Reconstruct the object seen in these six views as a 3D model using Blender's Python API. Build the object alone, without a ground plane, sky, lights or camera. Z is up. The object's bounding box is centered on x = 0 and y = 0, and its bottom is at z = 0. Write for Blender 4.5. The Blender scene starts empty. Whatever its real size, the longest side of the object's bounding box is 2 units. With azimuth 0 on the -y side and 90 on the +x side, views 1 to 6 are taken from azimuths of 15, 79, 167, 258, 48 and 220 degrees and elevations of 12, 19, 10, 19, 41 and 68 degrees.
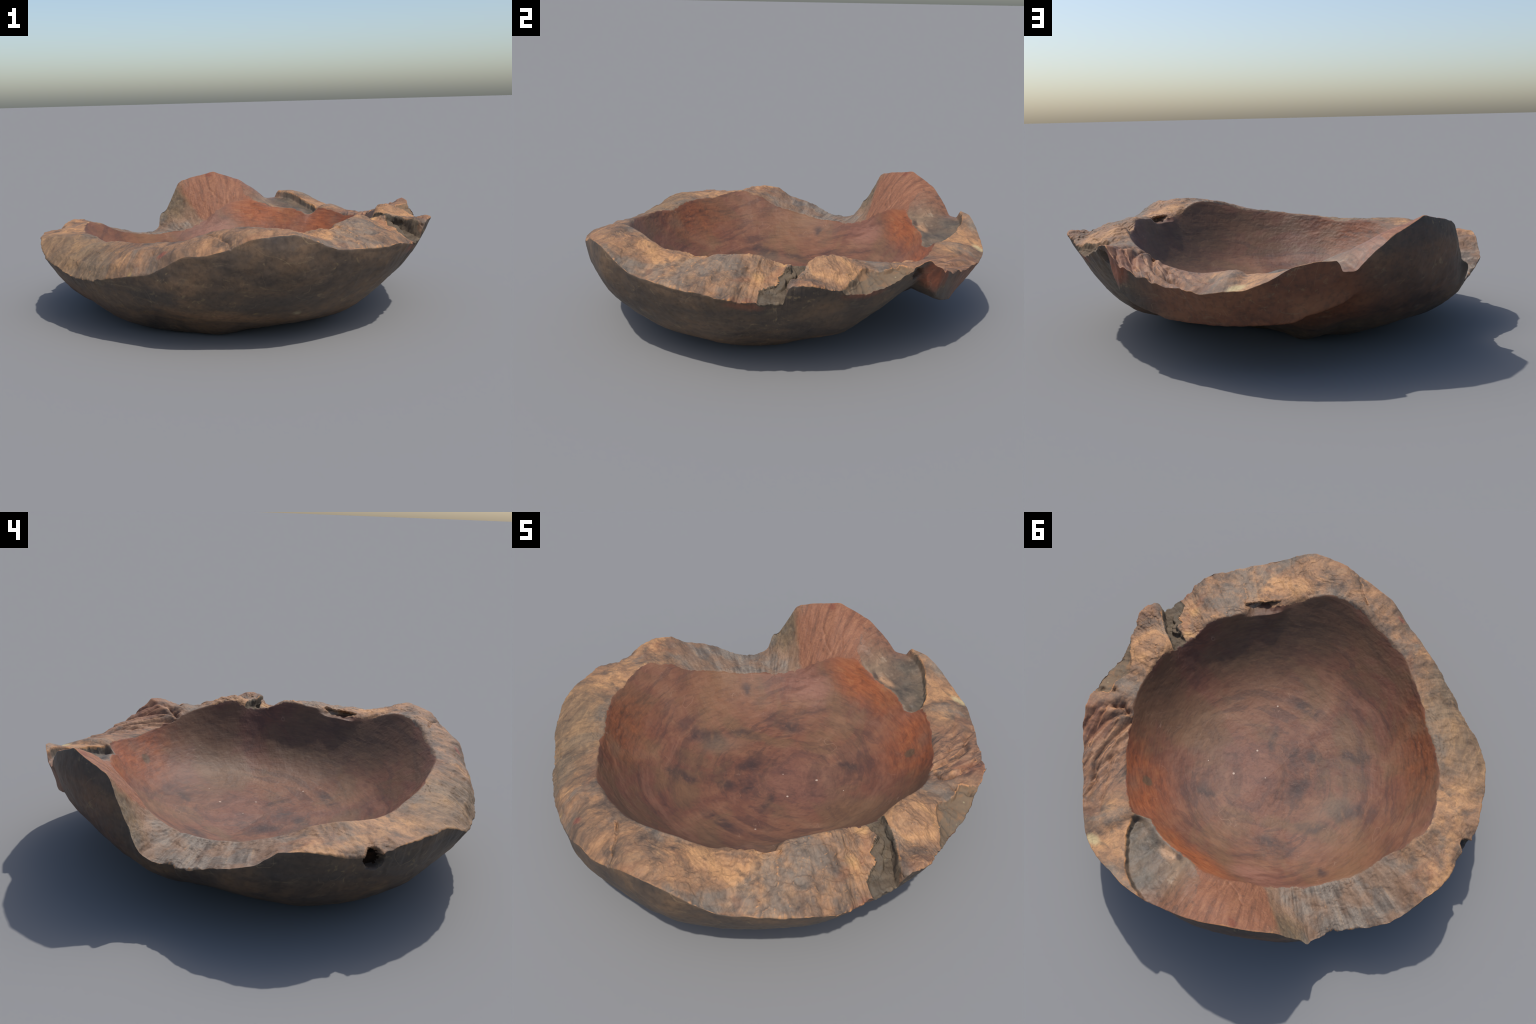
"""A rustic bowl carved from a root burl.

The body is a loft: a turned basin profile, a broad bark-side rim strung between
an inner and an outer edge curve, and an outer hull given by profile sections.
Splits, ledges, folds, pits and the dark hole are cut into the loft as features,
then relief noise is laid over everything and the faces are divided into parts.
"""
import bpy
import math
import numpy as np

# ----------------------------------------------------------------- profiles
# azimuth in degrees (0 = -y, 90 = +x); radius and height in metres.
OUTER_EDGE = [
    (0, 0.979, 0.393), (5, 0.992, 0.438), (10, 1.005, 0.442), (15, 1.008, 0.464), (20, 1.017, 0.502),
    (25, 1.032, 0.517), (30, 1.045, 0.521), (40, 1.045, 0.446), (50, 1.022, 0.425), (55, 1.026, 0.419),
    (60, 1.041, 0.428), (65, 1.027, 0.405), (68, 1.005, 0.392), (72, 0.985, 0.386), (78.2, 0.972, 0.388),
    (79.6, 0.998, 0.474), (82, 1.007, 0.474), (85, 1.005, 0.472), (90, 0.965, 0.434), (95, 0.947, 0.425),
    (100, 0.939, 0.413), (105, 0.944, 0.428), (108.7, 0.943, 0.453), (111.5, 0.936, 0.470), (116.2, 0.945, 0.487), (119.3, 0.949, 0.492),
    (121, 0.946, 0.468), (125, 0.960, 0.434), (130, 0.948, 0.400), (135, 0.954, 0.387), (140, 0.957, 0.361),
    (145, 0.972, 0.365), (150, 0.989, 0.350), (155, 1.004, 0.366), (160, 1.008, 0.374), (165, 0.999, 0.406),
    (170, 0.987, 0.454), (175, 0.986, 0.469), (180, 0.976, 0.466), (185, 0.954, 0.442), (195, 0.946, 0.542),
    (205, 0.932, 0.601), (215, 0.925, 0.568), (218, 0.925, 0.553), (219.6, 0.925, 0.538), (221.5, 0.928, 0.470),
    (225, 0.926, 0.375), (226.8, 0.950, 0.355), (228, 0.926, 0.281), (230, 0.916, 0.262), (233, 0.893, 0.250),
    (240, 0.907, 0.253), (245, 0.943, 0.292), (250, 0.970, 0.314), (255, 0.978, 0.336), (260, 0.983, 0.394),
    (265, 0.993, 0.399), (270, 0.993, 0.384), (275, 0.978, 0.355), (277, 0.976, 0.357), (280, 0.999, 0.358),
    (282, 0.993, 0.372), (285, 0.997, 0.388), (290, 0.987, 0.388), (300, 0.981, 0.395), (305, 0.981, 0.369),
    (310, 0.978, 0.330), (320, 0.947, 0.297), (325, 0.939, 0.281), (335, 0.935, 0.287), (345, 0.944, 0.323),
    (355, 0.957, 0.349),
]
INNER_EDGE = [
    (0, 0.778, 0.455), (10, 0.804, 0.490), (15, 0.811, 0.514), (20, 0.811, 0.526), (25, 0.801, 0.521),
    (35, 0.764, 0.458), (40, 0.728, 0.463), (45, 0.713, 0.472), (50, 0.726, 0.465), (55, 0.715, 0.488),
    (60, 0.711, 0.494), (65, 0.717, 0.505), (70, 0.719, 0.502), (75, 0.704, 0.478), (80, 0.708, 0.453),
    (85, 0.714, 0.447), (90, 0.722, 0.485), (95, 0.722, 0.493), (100, 0.730, 0.486), (110, 0.741, 0.457),
    (120, 0.730, 0.412), (130, 0.739, 0.387), (140, 0.749, 0.375), (150, 0.760, 0.391), (156.6, 0.770, 0.394),
    (158.2, 0.730, 0.352), (160.4, 0.700, 0.360), (167.5, 0.710, 0.396), (172.5, 0.712, 0.400), (178, 0.704, 0.405),
    (183.4, 0.702, 0.430), (190, 0.718, 0.450), (197, 0.712, 0.437), (207.4, 0.680, 0.375), (212.5, 0.680, 0.330),
    (220, 0.669, 0.295), (225, 0.665, 0.282), (230, 0.675, 0.284), (240, 0.679, 0.280), (250, 0.704, 0.299),
    (260, 0.713, 0.331), (265, 0.732, 0.357), (270, 0.761, 0.394), (275, 0.793, 0.419), (280, 0.794, 0.417),
    (290, 0.777, 0.401), (295, 0.769, 0.403), (305, 0.739, 0.414), (315, 0.715, 0.401), (320, 0.716, 0.401),
    (330, 0.724, 0.430), (340, 0.745, 0.433), (345, 0.766, 0.440), (355, 0.771, 0.448),
]
# distance of the hull from the pole at (0, 0, 0.55), every 12 degrees downward from 6 degrees above level
HULL_SECTIONS = {
    0: (1.003, 0.987, 0.991, 0.890, 0.822, 0.667),
    10: (0.995, 1.007, 0.988, 0.902, 0.822, 0.664),
    20: (0.997, 1.029, 0.993, 0.906, 0.803, 0.670),
    30: (1.020, 1.056, 1.001, 0.904, 0.792, 0.674),
    40: (1.058, 1.043, 0.993, 0.909, 0.783, 0.674),
    50: (1.085, 1.058, 0.984, 0.904, 0.790, 0.674),
    60: (1.106, 1.049, 0.978, 0.896, 0.799, 0.673),
    70: (1.104, 1.043, 0.951, 0.864, 0.793, 0.674),
    80: (1.072, 1.016, 0.939, 0.853, 0.779, 0.675),
    90: (1.048, 0.976, 0.917, 0.843, 0.753, 0.670),
    100: (1.033, 0.960, 0.899, 0.834, 0.715, 0.649),
    110: (1.033, 0.961, 0.875, 0.775, 0.675, 0.620),
    120: (1.000, 0.940, 0.830, 0.730, 0.640, 0.600),
    130: (1.010, 0.940, 0.800, 0.710, 0.620, 0.585),
    140: (1.050, 0.960, 0.820, 0.740, 0.640, 0.595),
    150: (1.090, 0.980, 0.850, 0.750, 0.640, 0.595),
    160: (1.100, 0.990, 0.860, 0.760, 0.670, 0.620),
    170: (1.050, 0.960, 0.830, 0.775, 0.695, 0.640),
    180: (0.988, 0.970, 0.865, 0.810, 0.740, 0.670),
    190: (0.960, 0.960, 0.912, 0.807, 0.730, 0.655),
    200: (0.938, 0.950, 0.908, 0.827, 0.749, 0.656),
    210: (0.931, 0.944, 0.918, 0.842, 0.748, 0.656),
    220: (0.931, 0.945, 0.942, 0.855, 0.738, 0.654),
    230: (0.983, 0.974, 0.964, 0.875, 0.747, 0.657),
    240: (1.045, 1.012, 0.962, 0.866, 0.765, 0.667),
    250: (1.078, 1.033, 0.985, 0.880, 0.787, 0.674),
    260: (1.081, 1.017, 0.997, 0.906, 0.794, 0.675),
    270: (1.070, 1.018, 0.997, 0.925, 0.802, 0.673),
    280: (1.053, 1.024, 0.998, 0.928, 0.801, 0.674),
    290: (1.039, 1.007, 0.995, 0.926, 0.798, 0.675),
    300: (1.043, 1.000, 0.980, 0.919, 0.792, 0.675),
    310: (1.059, 1.030, 0.972, 0.898, 0.788, 0.675),
    320: (1.065, 1.022, 0.969, 0.895, 0.790, 0.675),
    330: (1.051, 1.007, 0.965, 0.908, 0.822, 0.675),
    340: (1.030, 0.993, 0.965, 0.908, 0.822, 0.672),
    350: (1.013, 0.985, 0.972, 0.892, 0.822, 0.670),
}

N_AZ = 1600                     # columns round the bowl, closer together at the splits and cut edges
N_BASIN, N_RIM, N_HULL = 170, 110, 170
AXIS_Z = 0.55                   # pole of the hull sections


def smoothstep(x, a, b):
    t = np.clip((x - a) / (b - a), 0.0, 1.0)
    return t * t * (3 - 2 * t)


# ------------------------------------------------------------------- noise
_perm_rng = np.random.default_rng(11)
_PERM = _perm_rng.permutation(256)
_PERM = np.concatenate([_PERM, _PERM, _PERM])
_GRAD = _perm_rng.normal(size=(256, 3))
_GRAD /= np.linalg.norm(_GRAD, axis=1)[:, None]


def perlin(p):
    i = np.floor(p).astype(np.int64)
    f = p - i
    i &= 255
    w = f * f * f * (f * (f * 6 - 15) + 10)
    total = np.zeros(len(p))
    for dx in (0, 1):
        for dy in (0, 1):
            for dz in (0, 1):
                h = _PERM[_PERM[_PERM[i[:, 0] + dx] + i[:, 1] + dy] + i[:, 2] + dz] & 255
                g = _GRAD[h]
                v = g[:, 0] * (f[:, 0] - dx) + g[:, 1] * (f[:, 1] - dy) + g[:, 2] * (f[:, 2] - dz)
                wx = w[:, 0] if dx else 1 - w[:, 0]
                wy = w[:, 1] if dy else 1 - w[:, 1]
                wz = w[:, 2] if dz else 1 - w[:, 2]
                total += v * wx * wy * wz
    return total * 1.5


def fbm(p, octaves=3, gain=0.5):
    out = np.zeros(len(p))
    a, s = 1.0, 1.0
    for o in range(octaves):
        out += a * perlin(p * s + 17.3 * o)
        a *= gain
        s *= 2.03
    return out


# ---------------------------------------------------------- periodic curves
def periodic(table, az, column):
    a = np.array([row[0] for row in table], float)
    v = np.array([row[column] for row in table], float)
    a = np.concatenate([a[-3:] - 360, a, a[:3] + 360])
    v = np.concatenate([v[-3:], v, v[:3]])
    return np.interp(np.mod(az, 360), a, v)


def soften(values, sigma_deg):
    step = 360.0 / len(values)
    n = int(4 * sigma_deg / step) + 1
    k = np.exp(-0.5 * (np.arange(-n, n + 1) * step / sigma_deg) ** 2)
    k /= k.sum()
    ext = np.concatenate([values[-n:], values, values[:n]])
    return np.convolve(ext, k, mode='valid')


def along(pairs, az):
    return periodic([(a, v) for a, v in pairs], az, 1)


# -------------------------------------------------------------- plan shapes
def line_distance(x, y, pts):
    best = np.full(len(x), 9.0)
    for (ax, ay), (bx, by) in zip(pts[:-1], pts[1:]):
        dx, dy = bx - ax, by - ay
        t = np.clip(((x - ax) * dx + (y - ay) * dy) / (dx * dx + dy * dy), 0, 1)
        best = np.minimum(best, np.hypot(x - ax - t * dx, y - ay - t * dy))
    return best


def signed_inside(x, y, poly):
    """distance to the polygon outline, positive inside"""
    inside = np.zeros(len(x), bool)
    for (ax, ay), (bx, by) in zip(poly, poly[1:] + poly[:1]):
        if ay != by:
            hit = ((ay > y) != (by > y)) & (x < (bx - ax) * (y - ay) / (by - ay) + ax)
            inside ^= hit
    d = line_distance(x, y, poly + poly[:1])
    return np.where(inside, d, -d)


# ------------------------------------------------------------ hull sections
SECTION_STEP = math.radians(12)
SECTION_TOP = math.radians(6)
FLAT_BASE = [(AXIS_Z - 0.012) / math.sin(math.radians(66)), (AXIS_Z - 0.004) / math.sin(math.radians(78)), AXIS_Z - 0.004]
# the root flare: a shield of wood that stands proud of the hull below the rim;
# its lower border, as (azimuth, radius, height)
FLARE_EDGE = [(116, .93, .52), (118.5, .93, .45), (121, .93, .365), (124, .935, .31), (126, .93, .29), (128, .93, .272), (131, .925, .255),
              (134, .915, .24), (138, .90, .22), (142, .89, .213), (150, .90, .21), (156, .93, .22), (160, .94, .225), (165, .95, .228),
              (170, .94, .23), (174, .94, .26), (178.5, .93, .28), (183, .915, .30), (187, .91, .33), (192, .90, .38)]


def section_grid():
    grid = np.zeros((36, 9))
    for k in range(36):
        grid[k, :6] = HULL_SECTIONS[k * 10]
        grid[k, 6:] = FLAT_BASE
    return grid


_GRID = section_grid()


def catmull(t):
    return (-.5 * t + t * t - .5 * t ** 3, 1 - 2.5 * t * t + 1.5 * t ** 3,
            .5 * t + 2 * t * t - 1.5 * t ** 3, -.5 * t * t + .5 * t ** 3)


def section_radius(az, phi):
    a = np.mod(az, 360) / 10
    k = np.floor(a).astype(int)
    wa = catmull(a - k)
    b = np.clip((SECTION_TOP - phi) / SECTION_STEP, 0, 7.999999)
    l = np.floor(b).astype(int)
    wb = catmull(b - l)
    out = np.zeros_like(a)
    for i in range(4):
        for j in range(4):
            lj = l - 1 + j
            over = lj > 8
            kk = (k - 1 + i + np.where(over, 18, 0)) % 36
            lj = np.where(over, 16 - lj, np.maximum(lj, 0))
            out += wa[i] * wb[j] * _GRID[kk, lj]
    return out


def hull_radius(az, phi, phi_rim, rho_rim):
    """hull sections, with the root flare laid over them and the rim met exactly"""
    az = np.mod(az, 360)
    plain = section_radius(az, phi)
    miss = rho_rim - section_radius(az, phi_rim)
    plain = plain + miss * np.exp(-(phi_rim - phi) / 0.09)
    edge = np.array(FLARE_EDGE)
    er = np.interp(az, edge[:, 0], edge[:, 1])
    ez = np.interp(az, edge[:, 0], edge[:, 2])
    phi_e = np.arctan2(ez - AXIS_Z, er)
    rho_e = np.hypot(ez - AXIS_Z, er)
    t = np.clip((phi_rim - phi) / np.maximum(phi_rim - phi_e, 0.02), 0, 1.3)
    flare = rho_rim * (1 - t) + rho_e * t - 0.004 * np.sin(math.pi * np.clip(t, 0, 1))
    w = smoothstep(phi - phi_e, -0.05, 0.0) * smoothstep(az, 116, 119) * (1 - smoothstep(az, 182, 193))
    return plain * (1 - w) + flare * w


def column_azimuths():
    a = np.linspace(0, 360, 7201)
    density = 1 + 2.6 * np.exp(-((a - 81) / 9) ** 2) + 1.4 * np.exp(-((a - 216) / 9) ** 2) + 0.9 * np.exp(-((a - 162) / 16) ** 2)
    total = np.concatenate([[0], np.cumsum((density[1:] + density[:-1]) / 2)])
    return np.interp(np.arange(N_AZ) / N_AZ * total[-1], total, a)


COLUMNS = column_azimuths()


# ================================================================ build body
def build_body():
    even = np.arange(N_AZ) * 360.0 / N_AZ
    cols = COLUMNS
    r_even = soften(periodic(INNER_EDGE, even, 1), 0.9)
    z_even = soften(periodic(INNER_EDGE, even, 2), 0.9)
    r_in = np.interp(cols, even, r_even, period=360)
    z_in = np.interp(cols, even, z_even, period=360)
    # columns lean over at the tall lip so that they follow its cut flank
    lean = 7.5 * np.exp(-((cols - 215) / 12.0) ** 2)
    az_out = cols + lean
    r_out = np.interp(np.mod(az_out, 360), even, soften(periodic(OUTER_EDGE, even, 1), 0.45), period=360)
    z_out = np.interp(np.mod(az_out, 360), even, soften(periodic(OUTER_EDGE, even, 2), 0.45), period=360)
    # chipped, gnawed outer edge
    ring = np.column_stack([np.sin(np.radians(az_out)) * 20, np.cos(np.radians(az_out)) * 20, np.zeros(N_AZ)])
    gnaw = along([(0, .002), (58, .002), (64, .010), (76, .010), (84, .004), (92, .009), (110, .008), (128, .002), (212, .001),
                  (230, .003), (233, .009), (239, .009), (246, .003), (268, .003), (285, .006), (300, .003),
                  (318, .006), (338, .006), (350, .002)], np.mod(az_out, 360))
    chip = fbm(ring, 4, 0.6)
    r_out = r_out + gnaw * chip
    z_out = z_out + gnaw * fbm(ring + 40.0, 4, 0.6) * 0.8

    ai, ao = np.radians(cols), np.radians(az_out)
    inner = np.column_stack([np.sin(ai) * r_in, -np.cos(ai) * r_in, z_in])
    outer = np.column_stack([np.sin(ao) * r_out, -np.cos(ao) * r_out, z_out])

    rows = []
    # basin, from the middle outward
    s = np.linspace(0, 1, N_BASIN + 1)
    t = 1 - (1 - s) ** 1.35
    t[0] = 0.004
    steep = along([(0, 5.2), (30, 5.2), (60, 6.0), (80, 6.0), (95, 6.4), (112, 6.2), (125, 5.0), (150, 4.6), (168, 5.0), (200, 5.0), (218, 4.2), (250, 4.0), (280, 4.4), (325, 5.4)], cols)
    sag = along([(0, 0), (60, 0), (170, 0), (200, -.012), (225, -.022), (270, -.020), (320, -.014), (345, -.006)], cols)
    swell = along([(0, .014), (28, .014), (42, 0), (160, 0), (172, -.014), (195, -.014), (215, -.010), (230, -.010), (262, 0), (274, .016), (292, .018), (310, 0), (335, .006)], cols)
    # the abrupt steps of the inner edge die out a little way down the wall
    ease_r = np.interp(cols, even, soften(r_even, 5.0), period=360) / r_in
    ease_z = np.interp(cols, even, soften(z_even, 5.0), period=360)
    for tt in t:
        h = 0.22 * tt * tt + 0.78 * tt ** steep
        k = tt ** 36
        er = (ease_r * (1 - k) + k) * tt
        ez = ease_z * (1 - k) + inner[:, 2] * k
        rows.append(np.column_stack([inner[:, 0] * er, inner[:, 1] * er, FLOOR_Z + (ez - FLOOR_Z) * h
                                     + sag * math.sin(math.pi * tt ** 0.9) + swell * math.sin(math.pi * tt ** 5)]))
    # rim
    early = along([(0, .01), (12, .02), (25, .0), (40, .014), (52, .018), (60, .004), (75, .008), (86, .03), (91, .04), (97, .015),
                   (105, 0), (120, .006), (130, .012), (145, .006), (155, .020), (162, .016), (167, 0), (171, -.024), (177, -.024), (182, -.010), (187, 0), (300, 0), (312, .012), (320, .010), (330, 0)], cols)
    late = along([(0, .024), (12, .008), (30, .006), (60, .004), (110, 0), (258, 0), (268, .014), (282, .006), (292, -.004), (303, .012),
                  (315, .032), (325, .034), (345, .034), (357, .028)], cols)
    full = along([(0, 0), (22, 0), (30, .012), (36, .010), (42, 0), (66, 0), (71, -.012), (76, -.012), (78, -.006), (81, -.022), (86, -.020), (89, -.006), (92, 0), (98, 0), (102, .012), (106, 0), (150, 0), (160, .014), (167, 0),
                  (182, 0), (187, .016), (192, .028), (198, .036), (203, .028), (208, .006), (212, -.012), (216, -.020), (219, -.010), (222, 0), (300, 0)], cols)
    for u in np.linspace(0, 1, N_RIM + 1)[1:]:
        p = inner * (1 - u) + outer * u
        p[:, 2] += early * math.sin(math.pi * u ** 0.6)
        p[:, 2] += full * math.sin(math.pi * u ** 1.15) ** 1.3
        p[:, 2] += late * min(1, u / .5) * float(smoothstep(np.array(1 - u), 0, .2))
        rows.append(p)
    # hull, from the rim down to the base
    phi_rim = np.arctan2(outer[:, 2] - AXIS_Z, r_out)
    rho_rim = np.hypot(outer[:, 2] - AXIS_Z, r_out)
    for s in np.linspace(0, 1, N_HULL + 1)[1:]:
        f = s ** 1.15 if s < 1 else 0.9985
        phi = phi_rim + (-math.pi / 2 - phi_rim) * f
        rho = hull_radius(az_out, phi, phi_rim, rho_rim)
        rows.append(np.column_stack([np.sin(ao) * np.cos(phi) * rho, -np.cos(ao) * np.cos(phi) * rho, AXIS_Z + np.sin(phi) * rho]))
        rows[-1][:, 2] = np.maximum(rows[-1][:, 2], 0.002)
    return np.array(rows)          # rows x columns x 3


FLOOR_Z = 0.128


def grid_normals(g):
    du = np.roll(g, -1, axis=1) - np.roll(g, 1, axis=1)
    dv = np.empty_like(g)
    dv[1:-1] = g[2:] - g[:-2]
    dv[0] = g[1] - g[0]
    dv[-1] = g[-1] - g[-2]
    n = np.cross(dv, du)
    n /= np.linalg.norm(n, axis=2)[:, :, None] + 1e-12
    return -n if n[N_BASIN // 2, :, 2].mean() < 0 else n


def round_edges(g, passes, lo, hi):
    for _ in range(passes):
        m = 0.25 * g[lo - 1:hi - 1] + 0.5 * g[lo:hi] + 0.25 * g[lo + 1:hi + 1]
        g[lo:hi] = m
    return g


def soften_inner(g):
    """roll the arris between basin and rim, less where it is still crisp"""
    cols = COLUMNS
    amount = along([(0, 1), (60, .9), (78, .4), (100, .8), (112, .4), (140, .3), (150, .2), (160, .6), (178, 1), (300, 1)], cols)[None, :, None]
    s = round_edges(g.copy(), 40, N_BASIN - 24, N_BASIN + 24)
    return g * (1 - amount) + s * amount


# ------------------------------------------------------- features in plan
SPLIT_LEFT = [(1.06, -0.262), (0.974, -0.206), (0.911, -0.152), (0.845, -0.098), (0.789, -0.068), (0.725, -0.035), (0.66, -0.02)]
SPLIT_RIGHT = [(1.05, -0.34), (0.93, -0.300), (0.878, -0.282), (0.86, -0.24), (0.847, -0.198), (0.806, -0.191), (0.79, -0.139), (0.75, -0.126),
               (0.706, -0.108), (0.65, -0.10)]
SPLIT = SPLIT_LEFT + SPLIT_RIGHT[::-1]
SIDE_FILL = [(1.03, 0.02), (0.949, 0.046), (0.877, 0.116), (0.829, 0.151), (0.808, 0.2), (0.821, 0.267), (0.816, 0.299), (0.800, 0.338),
             (0.86, 0.385), (1.02, 0.46)]
LEDGE = [(0.27, 0.64), (0.302, 0.699), (0.283, 0.753), (0.253, 0.797), (0.178, 0.879), (0.126, 0.924), (0.059, 0.954), (-0.015, 0.971), (-0.05, 1.06)]
PATCH = LEDGE + [(-0.19, 1.02), (-0.215, 0.915), (-0.212, 0.821), (-0.171, 0.754), (-0.081, 0.700), (0.058, 0.690), (0.176, 0.64)]
FOLDS = [  # deep grooves that run across the rim from the basin to the outer edge
    ([(0.633, 0.377), (0.637, 0.442), (0.643, 0.532), (0.633, 0.62), (0.6, 0.669), (0.563, 0.706), (0.532, 0.804)], 0.011, 0.018),
    ([(0.661, 0.342), (0.694, 0.387), (0.717, 0.46), (0.725, 0.571), (0.70, 0.66)], 0.010, 0.014),
    ([(0.579, 0.535), (0.591, 0.596), (0.596, 0.652)], 0.012, 0.012),
    ([(0.74, 0.36), (0.775, 0.42), (0.79, 0.50)], 0.013, 0.010),
    ([(0.60, 0.44), (0.60, 0.53), (0.56, 0.62), (0.50, 0.70), (0.44, 0.80)], 0.010, 0.007),
]
PITS = [(0.714, 0.347, 0.022, 0.045), (0.735, 0.372, 0.013, 0.030), (0.792, 0.312, 0.014, 0.030), (0.683, 0.352, 0.014, 0.025),
        (0.567, 0.587, 0.016, 0.012), (-0.0, 0.728, 0.022, 0.008), (0.846, 0.345, 0.012, 0.016)]
CRACKS = [([(0.131, -0.84), (0.18, -0.872), (0.207, -0.897), (0.263, -0.943), (0.275, -0.97)], 0.006, 0.010),
          ([(-0.254, 0.673), (-0.30, 0.678), (-0.338, 0.692), (-0.38, 0.715)], 0.005, 0.006),
          ([(-0.22, 0.70), (-0.27, 0.74), (-0.30, 0.80)], 0.004, 0.004)]
HOLE = np.array([-0.962, -0.168, 0.345])
HOLE_SIZE = np.array([0.052, 0.040, 0.036])


def cut_features(g):
    rim0, rim1 = N_BASIN, N_BASIN + N_RIM
    top = g[rim0:rim1 + 30].copy()             # rim plus the first hull rings
    shape = top.shape
    p = top.reshape(-1, 3)
    ring_no = np.arange(shape[0])
    on_rim = np.where(ring_no <= N_RIM, 1.0, np.exp(-(ring_no - N_RIM) / 11.0))[:, None] * np.ones((1, shape[1]))
    off_basin = smoothstep(ring_no / N_RIM, 0.0, 0.16)[:, None] * np.ones((1, shape[1]))
    off_basin = off_basin.reshape(-1)
    on_rim = on_rim.reshape(-1)
    x, y = p[:, 0].copy(), p[:, 1].copy()
    jit = np.column_stack([x * 30, y * 30, p[:, 2] * 15])
    jx, jy = 0.005 * fbm(jit, 2), 0.005 * fbm(jit + 31, 2)
    xs, ys = x + jx, y + jy
    r = np.hypot(x, y)
    rough = fbm(jit * 0.6 + 9, 3)

    # the split: a dark, filled channel between two broken lips
    sd = signed_inside(x + 0.35 * jx, y + 0.35 * jy, SPLIT)
    m = smoothstep(sd, -0.005, 0.010)
    floor = 0.452 - 0.27 * (r - 0.726) + 0.006 * rough
    shelf = line_distance(xs * 1.0, ys, SPLIT_RIGHT[3:7])
    floor = floor + 0.022 * (1 - smoothstep(shelf, 0.026, 0.034))
    p[:, 2] = p[:, 2] * (1 - m) + np.minimum(p[:, 2], floor) * m
    near_right = np.exp(-(line_distance(xs, ys, SPLIT_RIGHT[2:-2]) / 0.035) ** 2) * (sd < 0)
    p[:, 2] += on_rim * 0.007 * near_right
    near_left = np.exp(-(line_distance(xs, ys, SPLIT_LEFT[1:-2]) / 0.03) ** 2) * (sd < 0)
    p[:, 2] += on_rim * 0.004 * near_left

    # worn filler on the outer side of the rim
    sd = signed_inside(xs, ys, SIDE_FILL)
    p[:, 2] -= 0.017 * smoothstep(sd, -0.004, 0.008) * on_rim

    # long smooth fill below a ledge
    sd = signed_inside(xs * 1.0, ys, PATCH)
    d = line_distance(xs, ys, LEDGE[1:-1])
    p[:, 2] -= on_rim * off_basin * 0.034 * smoothstep(sd, -0.005, 0.010) * np.exp(-(d / 0.10) ** 2)
    p[:, 2] += on_rim * 0.004 * np.exp(-(d / 0.035) ** 2) * (1 - smoothstep(sd, -0.003, 0.007))

    for pts, w, depth in FOLDS:
        d = line_distance(x + 0.7 * jx, y + 0.7 * jy, pts)
        calm = 1 - 0.55 * smoothstep(r, 0.86, 0.95)
        p[:, 2] -= on_rim * calm * depth * np.exp(-(d / w) ** 2)
        p[:, 2] += on_rim * 0.18 * depth * np.exp(-((d - 2.2 * w) / w) ** 2)
    # fine diagonal splits between the folds
    split_rng = np.random.default_rng(5)
    for _ in range(16):
        sx, sy = split_rng.uniform(0.56, 0.84), split_rng.uniform(0.40, 0.70)
        ln, bend = split_rng.uniform(0.10, 0.24), split_rng.uniform(-0.25, 0.05)
        pts = [(sx + bend * v * v * ln - 0.12 * v * ln, sy + v * ln) for v in np.linspace(0, 1, 6)]
        d = line_distance(x + 0.8 * jx, y + 0.8 * jy, pts)
        p[:, 2] -= on_rim * split_rng.uniform(0.004, 0.009) * np.exp(-(d / split_rng.uniform(0.004, 0.008)) ** 2)
    for px, py, w, depth in PITS:
        d = np.hypot(x + 1.6 * jx - px, y + 1.6 * jy - py)
        p[:, 2] -= on_rim * depth * np.exp(-(d / w) ** 2)
    for pts, w, depth in CRACKS:
        d = line_distance(xs, ys, pts)
        p[:, 2] -= on_rim * depth * np.exp(-(d / w) ** 2)

    g[rim0:rim1 + 30] = p.reshape(shape)

    # hollow under the inner lip
    lo, hi = rim0 - 6, rim0 + 34
    q = g[lo:hi].reshape(-1, 3)
    az = np.degrees(np.arctan2(q[:, 0], -q[:, 1]))
    u = ((np.arange(hi - lo) - 6) / N_RIM)[:, None] * np.ones((1, N_AZ))
    u = u.reshape(-1)
    m = np.clip(1 + 0.7 * fbm(q * 26 + 8, 2), 0, 1.6) * np.exp(-((az - 46.5) / 6.2) ** 4) * np.exp(-((u - 0.03) / 0.085) ** 4)
    q[:, 0] += 0.046 * m * np.sin(np.radians(az))
    q[:, 1] -= 0.046 * m * np.cos(np.radians(az))
    q[:, 2] -= 0.016 * m
    g[lo:hi] = q.reshape(hi - lo, N_AZ, 3)

    # hole in the outer edge
    lo, hi = rim1 - 50, rim1 + 60
    q = g[lo:hi].reshape(-1, 3)
    d2 = (((q - HOLE) / HOLE_SIZE) ** 2).sum(1)
    d2 *= 1 + 0.3 * fbm(q * 14, 2)
    push = 0.072 * np.sqrt(np.clip(1 - d2, 0, 1))
    q += push[:, None] * np.array([0.93, 0.15, -0.12])
    g[lo:hi] = q.reshape(hi - lo, N_AZ, 3)
    c2 = ((((q - np.array([0.845, 0.418, 0.430])) / np.array([0.045, 0.034, 0.040])) ** 2).sum(1)) * (1 + 0.4 * fbm(q * 18 + 3, 2))
    q += (0.05 * np.sqrt(np.clip(1 - c2, 0, 1)))[:, None] * np.array([-0.85, -0.30, 0.05])
    g[lo:hi] = q.reshape(hi - lo, N_AZ, 3)
    hole = np.zeros(g.shape[:2])
    hole[lo:hi] = ((d2 < 0.85) | (c2 < 0.45)).reshape(hi - lo, N_AZ)
    return g, hole


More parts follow.
